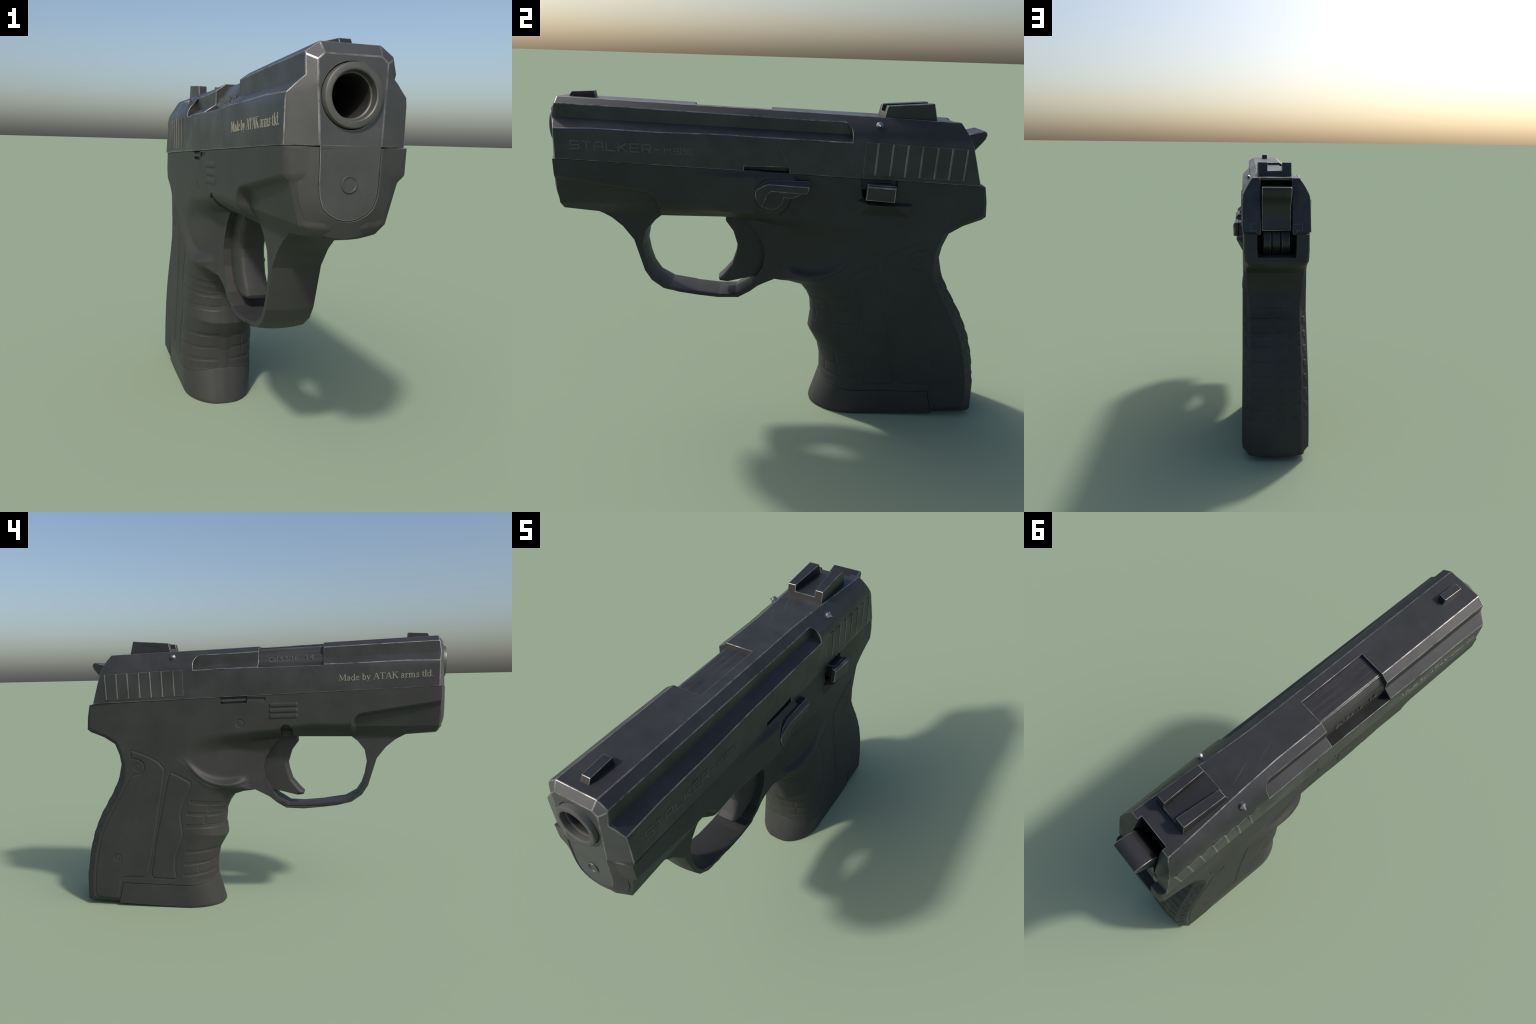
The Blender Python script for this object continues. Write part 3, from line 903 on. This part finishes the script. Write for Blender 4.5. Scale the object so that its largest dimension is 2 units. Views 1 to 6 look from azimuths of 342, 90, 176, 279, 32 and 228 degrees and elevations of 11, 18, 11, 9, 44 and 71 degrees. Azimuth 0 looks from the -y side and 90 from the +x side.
# safety button on the right flank, and the shelf that guards it
sb = [[(0.100, 0.405, 1.150), (0.100, 0.498, 1.147), (0.100, 0.496, 1.082), (0.100, 0.403, 1.086)],
      [(0.166, 0.405, 1.150), (0.166, 0.498, 1.147), (0.166, 0.496, 1.082), (0.166, 0.403, 1.086)],
      [(0.170, 0.381, 1.153), (0.170, 0.506, 1.148), (0.170, 0.504, 1.073), (0.170, 0.378, 1.079)],
      [(0.184, 0.381, 1.150), (0.190, 0.506, 1.145), (0.190, 0.504, 1.073), (0.183, 0.378, 1.079)],
      [(0.190, 0.382, 1.139), (0.197, 0.503, 1.135), (0.195, 0.502, 1.074), (0.188, 0.379, 1.080)]]
edges(add("safety_button", loft(sb), frame, [M_DARK, M_EDGE]), 0.0036, 20)
xs = 0.140
shelf = raw([(xs, 0.322, 1.100), (xs, 0.374, 1.084), (xs, 0.394, 1.064), (xs, 0.596, 1.066), (xs, 0.590, 0.996), (xs, 0.356, 0.998),
             (0.150, 0.345, 1.070), (0.181, 0.400, 1.058), (0.181, 0.500, 1.056), (0.150, 0.585, 1.050)],
            [(0, 1, 6), (1, 2, 7, 6), (2, 3, 9, 8, 7), (3, 4, 9), (4, 5, 7, 8), (4, 8, 9), (5, 6, 7), (5, 0, 6), (0, 5, 4, 3, 2, 1)])
edges(add("safety_shelf", shelf, frame, [M_POLY, M_POLY]), 0.003, 20, mat=None)
# dark plates set inside the openings
add("safety_dark_plate", box(0.09, 0.1045, 0.356, 0.516, 1.075, 1.17), frame, [M_BLACK])
add("takedown_lever", box(-0.176, -0.15, 0.04, 0.158, 1.138, 1.166), frame, [M_DARK])
add("slide_notch_dark_plate", box(0.085, 0.1115, -0.14, 0.042, 1.15, 1.2), slide, [M_BLACK])

# ------------------------------------------------------------------ lettering
def letters(name, body, y0, z0, y1, z1, cap, x, depth, mat, parent, toward, stretch=None, bold=0.0):
    """Built-in font text laid on a flank from (y0, z0) to (y1, z1)."""
    cu = bpy.data.curves.new(name, "FONT")
    cu.body, cu.size, cu.extrude, cu.offset = body, 1.0, 0.0, bold
    tmp = bpy.data.objects.new(name, cu)
    bpy.context.collection.objects.link(tmp)
    dg = bpy.context.evaluated_depsgraph_get()
    me = bpy.data.meshes.new_from_object(tmp.evaluated_get(dg))
    bpy.data.objects.remove(tmp)
    n = len(me.vertices)
    co = np.zeros(n * 3)
    me.vertices.foreach_get("co", co)
    co = co.reshape(-1, 3)
    lo, hi = co.min(0), co.max(0)
    u = (co[:, 0] - lo[0]) / (hi[0] - lo[0])
    v = co[:, 1] / 0.70 * cap
    out = np.c_[np.full(n, x), y0 + (y1 - y0) * u, z0 + (z1 - z0) * u + v]
    me.vertices.foreach_set("co", out.ravel())
    bm = bmesh.new()
    bm.from_mesh(me)
    r = bmesh.ops.extrude_face_region(bm, geom=bm.faces[:])
    bmesh.ops.translate(bm, verts=[g for g in r["geom"] if isinstance(g, bmesh.types.BMVert)], vec=(toward * depth, 0, 0))
    bmesh.ops.recalc_face_normals(bm, faces=bm.faces)
    bm.to_mesh(me)
    bm.free()
    return add(name, me, parent, [mat])

# book-face lettering drawn with thick (K), thin (n), medium (m) strokes and serif bars (s); advance width first
BOOK = {"M": "1.12|n .15,0 .2,1|K .2,1 .53,.1|n .53,.1 .86,1|K .88,1 .92,0|s .03,0 .27,0|s .78,0 1.05,0|s .05,1 .25,1|s .83,1 1.03,1",
        "a": ".56|K .38,.5 .38,.08|n .38,.08 .5,.03|m .08,.52 .15,.62 .27,.65 .36,.6 .38,.5|m .38,.38 .2,.33 .09,.22 .09,.1 .17,.02 .28,.04 .38,.14",
        "d": ".64|K .47,1 .47,.02|m .47,.55 .36,.64 .22,.63 .1,.48 .08,.3 .12,.12 .24,.01 .36,.03 .47,.15|s .34,.99 .47,.99|s .47,.03 .6,.03",
        "e": ".55|n .08,.36 .46,.38|m .46,.38 .44,.52 .35,.63 .24,.64 .12,.54 .08,.36 .1,.17 .2,.04 .32,.01 .46,.1",
        "b": ".62|K .14,1 .14,.02|m .14,.52 .26,.64 .4,.6 .5,.46 .51,.28 .44,.1 .3,.01 .14,.08|s .01,.99 .14,.99",
        "y": ".6|K .1,.62 .31,.05|n .5,.62 .31,.05 .2,-.2 .08,-.26|s 0,.64 .22,.64|s .4,.64 .6,.64",
        "A": ".86|n .12,0 .42,1|K .42,1 .74,0|n .22,.34 .62,.34|s 0,0 .25,0|s .6,0 .88,0",
        "T": ".78|K .38,1 .38,0|n .04,1 .72,1|s .04,1 .04,.76|s .72,1 .72,.76|s .24,0 .52,0",
        "K": ".86|K .17,1 .17,0|n .17,.42 .65,1|K .35,.58 .74,0|s .03,0 .31,0|s .03,1 .31,1|s .54,1 .79,1|s .6,0 .88,0",
        "r": ".46|K .14,.62 .14,0|m .14,.46 .26,.62 .4,.6|s .02,0 .29,0|s .02,.64 .14,.64",
        "m": ".98|K .14,.64 .14,0|m .14,.5 .26,.63 .38,.62 .45,.5|K .45,.52 .45,0|m .45,.5 .58,.63 .7,.62 .77,.5|K .77,.52 .77,0|s .02,0 .26,0|s .34,0 .57,0|s .66,0 .9,0|s .02,.64 .14,.64",
        "s": ".46|m .38,.54 .3,.63 .17,.63 .1,.53 .14,.42 .3,.3 .37,.2 .34,.07 .22,.01 .1,.04 .06,.14",
        "t": ".38|K .17,.82 .17,.1|n .17,.08 .26,.02 .36,.06|n .04,.62 .34,.62", "l": ".32|K .15,1 .15,0|s .02,.99 .15,.99|s .02,0 .29,0",
        ".": ".25|K .08,.06 .14,.06"}
PEN = {"K": 0.135, "m": 0.095, "n": 0.06, "s": 0.055}
def book_text(name, body, y0, z0, y1, z1, cap, x, depth, mat, parent):
    total = sum(float(BOOK[c].split("|")[0]) if c != " " else 0.30 for c in body)
    cursor, verts, faces, count = 0.0, [], [], 0
    def place(u, v):
        return Vector((y0 + (y1 - y0) * u / total, z0 + (z1 - z0) * u / total + v * cap))
    for c in body:
        if c == " ":
            cursor += 0.30
            continue
        adv, *lines = BOOK[c].split("|")
        for line in lines:
            pen, *pts = line.split()
            pts = [place(cursor + float(p.split(",")[0]), float(p.split(",")[1])) for p in pts]
            hw = PEN[pen] * cap * 0.5
            for p, q in zip(pts[:-1], pts[1:]):
                t = (q - p).normalized()
                n2 = Vector((-t.y, t.x)) * hw
                ext = t * hw * (0.7 if pen == "m" else 0.25)
                b0, count = len(verts), count + 1
                for xx in (x + 0.002, x - depth * (1 + 0.06 * (count % 11))):
                    verts += [(xx, w.x, w.y) for w in (p - ext + n2, p - ext - n2, q + ext - n2, q + ext + n2)]
                faces += [tuple(b0 + i for i in f) for f in ((0, 1, 2, 3), (4, 5, 6, 7), (0, 1, 5, 4), (1, 2, 6, 5), (2, 3, 7, 6), (3, 0, 4, 7))]
        cursor += float(adv)
    return add(name, raw(verts, faces), parent, [mat])
book_text("maker_lettering", "Made by ATAK arms tld.", -0.453, 1.247, -0.923, 1.263, 0.031, XC - 0.1698, 0.0010, M_LETTER, slide)
letters("calibre_lettering", "Cal.5.5/16", -0.090, 1.350, -0.243, 1.356, 0.026, -0.1425, 0.0015, M_LETTER_GREY, hood, -1)
letters("calibre_lettering", "14", -0.288, 1.357, -0.326, 1.359, 0.026, -0.1425, 0.0015, M_LETTER_GREY, hood, -1)

# wide square-cut model lettering drawn with strokes on a 4 x 5 grid
GLYPH = {"S": ["4,5 0,5 0,2.5 4,2.5 4,0 0,0"], "T": ["0,5 4,5", "2,5 2,0"], "A": ["0,0 0,4 1,5 4,5 4,0", "0,2 4,2"], "L": ["0,5 0,0 4,0"],
         "K": ["0,5 0,0", "4,5 1,2.5 4,0", "0,2.5 1,2.5"], "E": ["4,5 0,5 0,0 4,0", "0,2.5 3.6,2.5"], "R": ["0,0 0,5 4,5 4,2.2 0,2.2", "2.4,2.2 4,0"],
         "-": ["0.6,2 3,2"], "M": ["0,0 0,5 2,2.6 4,5 4,0"], "9": ["4,2.5 0,2.5 0,5 4,5 4,0 0,0"], "0": ["0,0 0,5 4,5 4,0 0,0", "0.6,0.8 3.4,4.2"],
         "6": ["4,5 0,5 0,0 4,0 4,2.5 0,2.5"]}
def stroked(name, spec, x, depth, th, mat, parent):
    verts, faces = [], []
    for ch, y0, z0, wy, hz in spec:
        for line in GLYPH[ch]:
            pts = [tuple(map(float, p.split(","))) for p in line.split()]
            pts = [Vector((y0 + a / 4 * wy, z0 + b / 5 * hz - 0.022 * (a / 4 * wy))) for a, b in pts]
            for k, (p, q) in enumerate(zip(pts[:-1], pts[1:])):
                t = (q - p).normalized()
                nn = Vector((-t.y, t.x)) * th * 0.5
                p2, q2 = p - t * th * 0.5, q + t * th * 0.5
                b0 = len(verts)
                dd = depth * (1 + 0.09 * ((len(verts) // 8) % 7))
                for xx in (x - 0.001, x + dd):
                    for c in (p2 + nn, p2 - nn, q2 - nn, q2 + nn):
                        verts.append((xx, c.x, c.y))
                faces += [tuple(b0 + i for i in f) for f in ((0, 1, 2, 3), (4, 5, 6, 7), (0, 1, 5, 4), (1, 2, 6, 5), (2, 3, 7, 6), (3, 0, 4, 7))]
    return add(name, raw(verts, faces), parent, [mat])
spec = []
for i, ch in enumerate("STALKER"):
    yy = -0.882 + i * 0.0505
    spec.append((ch, yy, 1.2585 - 0.0245 * (yy + 0.882), 0.035, 0.033))
spec.append(("-", -0.527, 1.2497, 0.022, 0.033))
for ch, yy, wy in (("M", -0.485, 0.026), ("9", -0.445, 0.021), ("0", -0.417, 0.021), ("6", -0.389, 0.021)):
    spec.append((ch, yy, 1.2497 - 0.02 * (yy + 0.485), wy, 0.022))
stroked("model_lettering", spec[:8], XC + 0.1702, 0.0007, 0.0055, M_LETTER_DIM, slide)
stroked("model_lettering", spec[8:], XC + 0.1702, 0.0007, 0.0036, M_LETTER_DIM, slide)
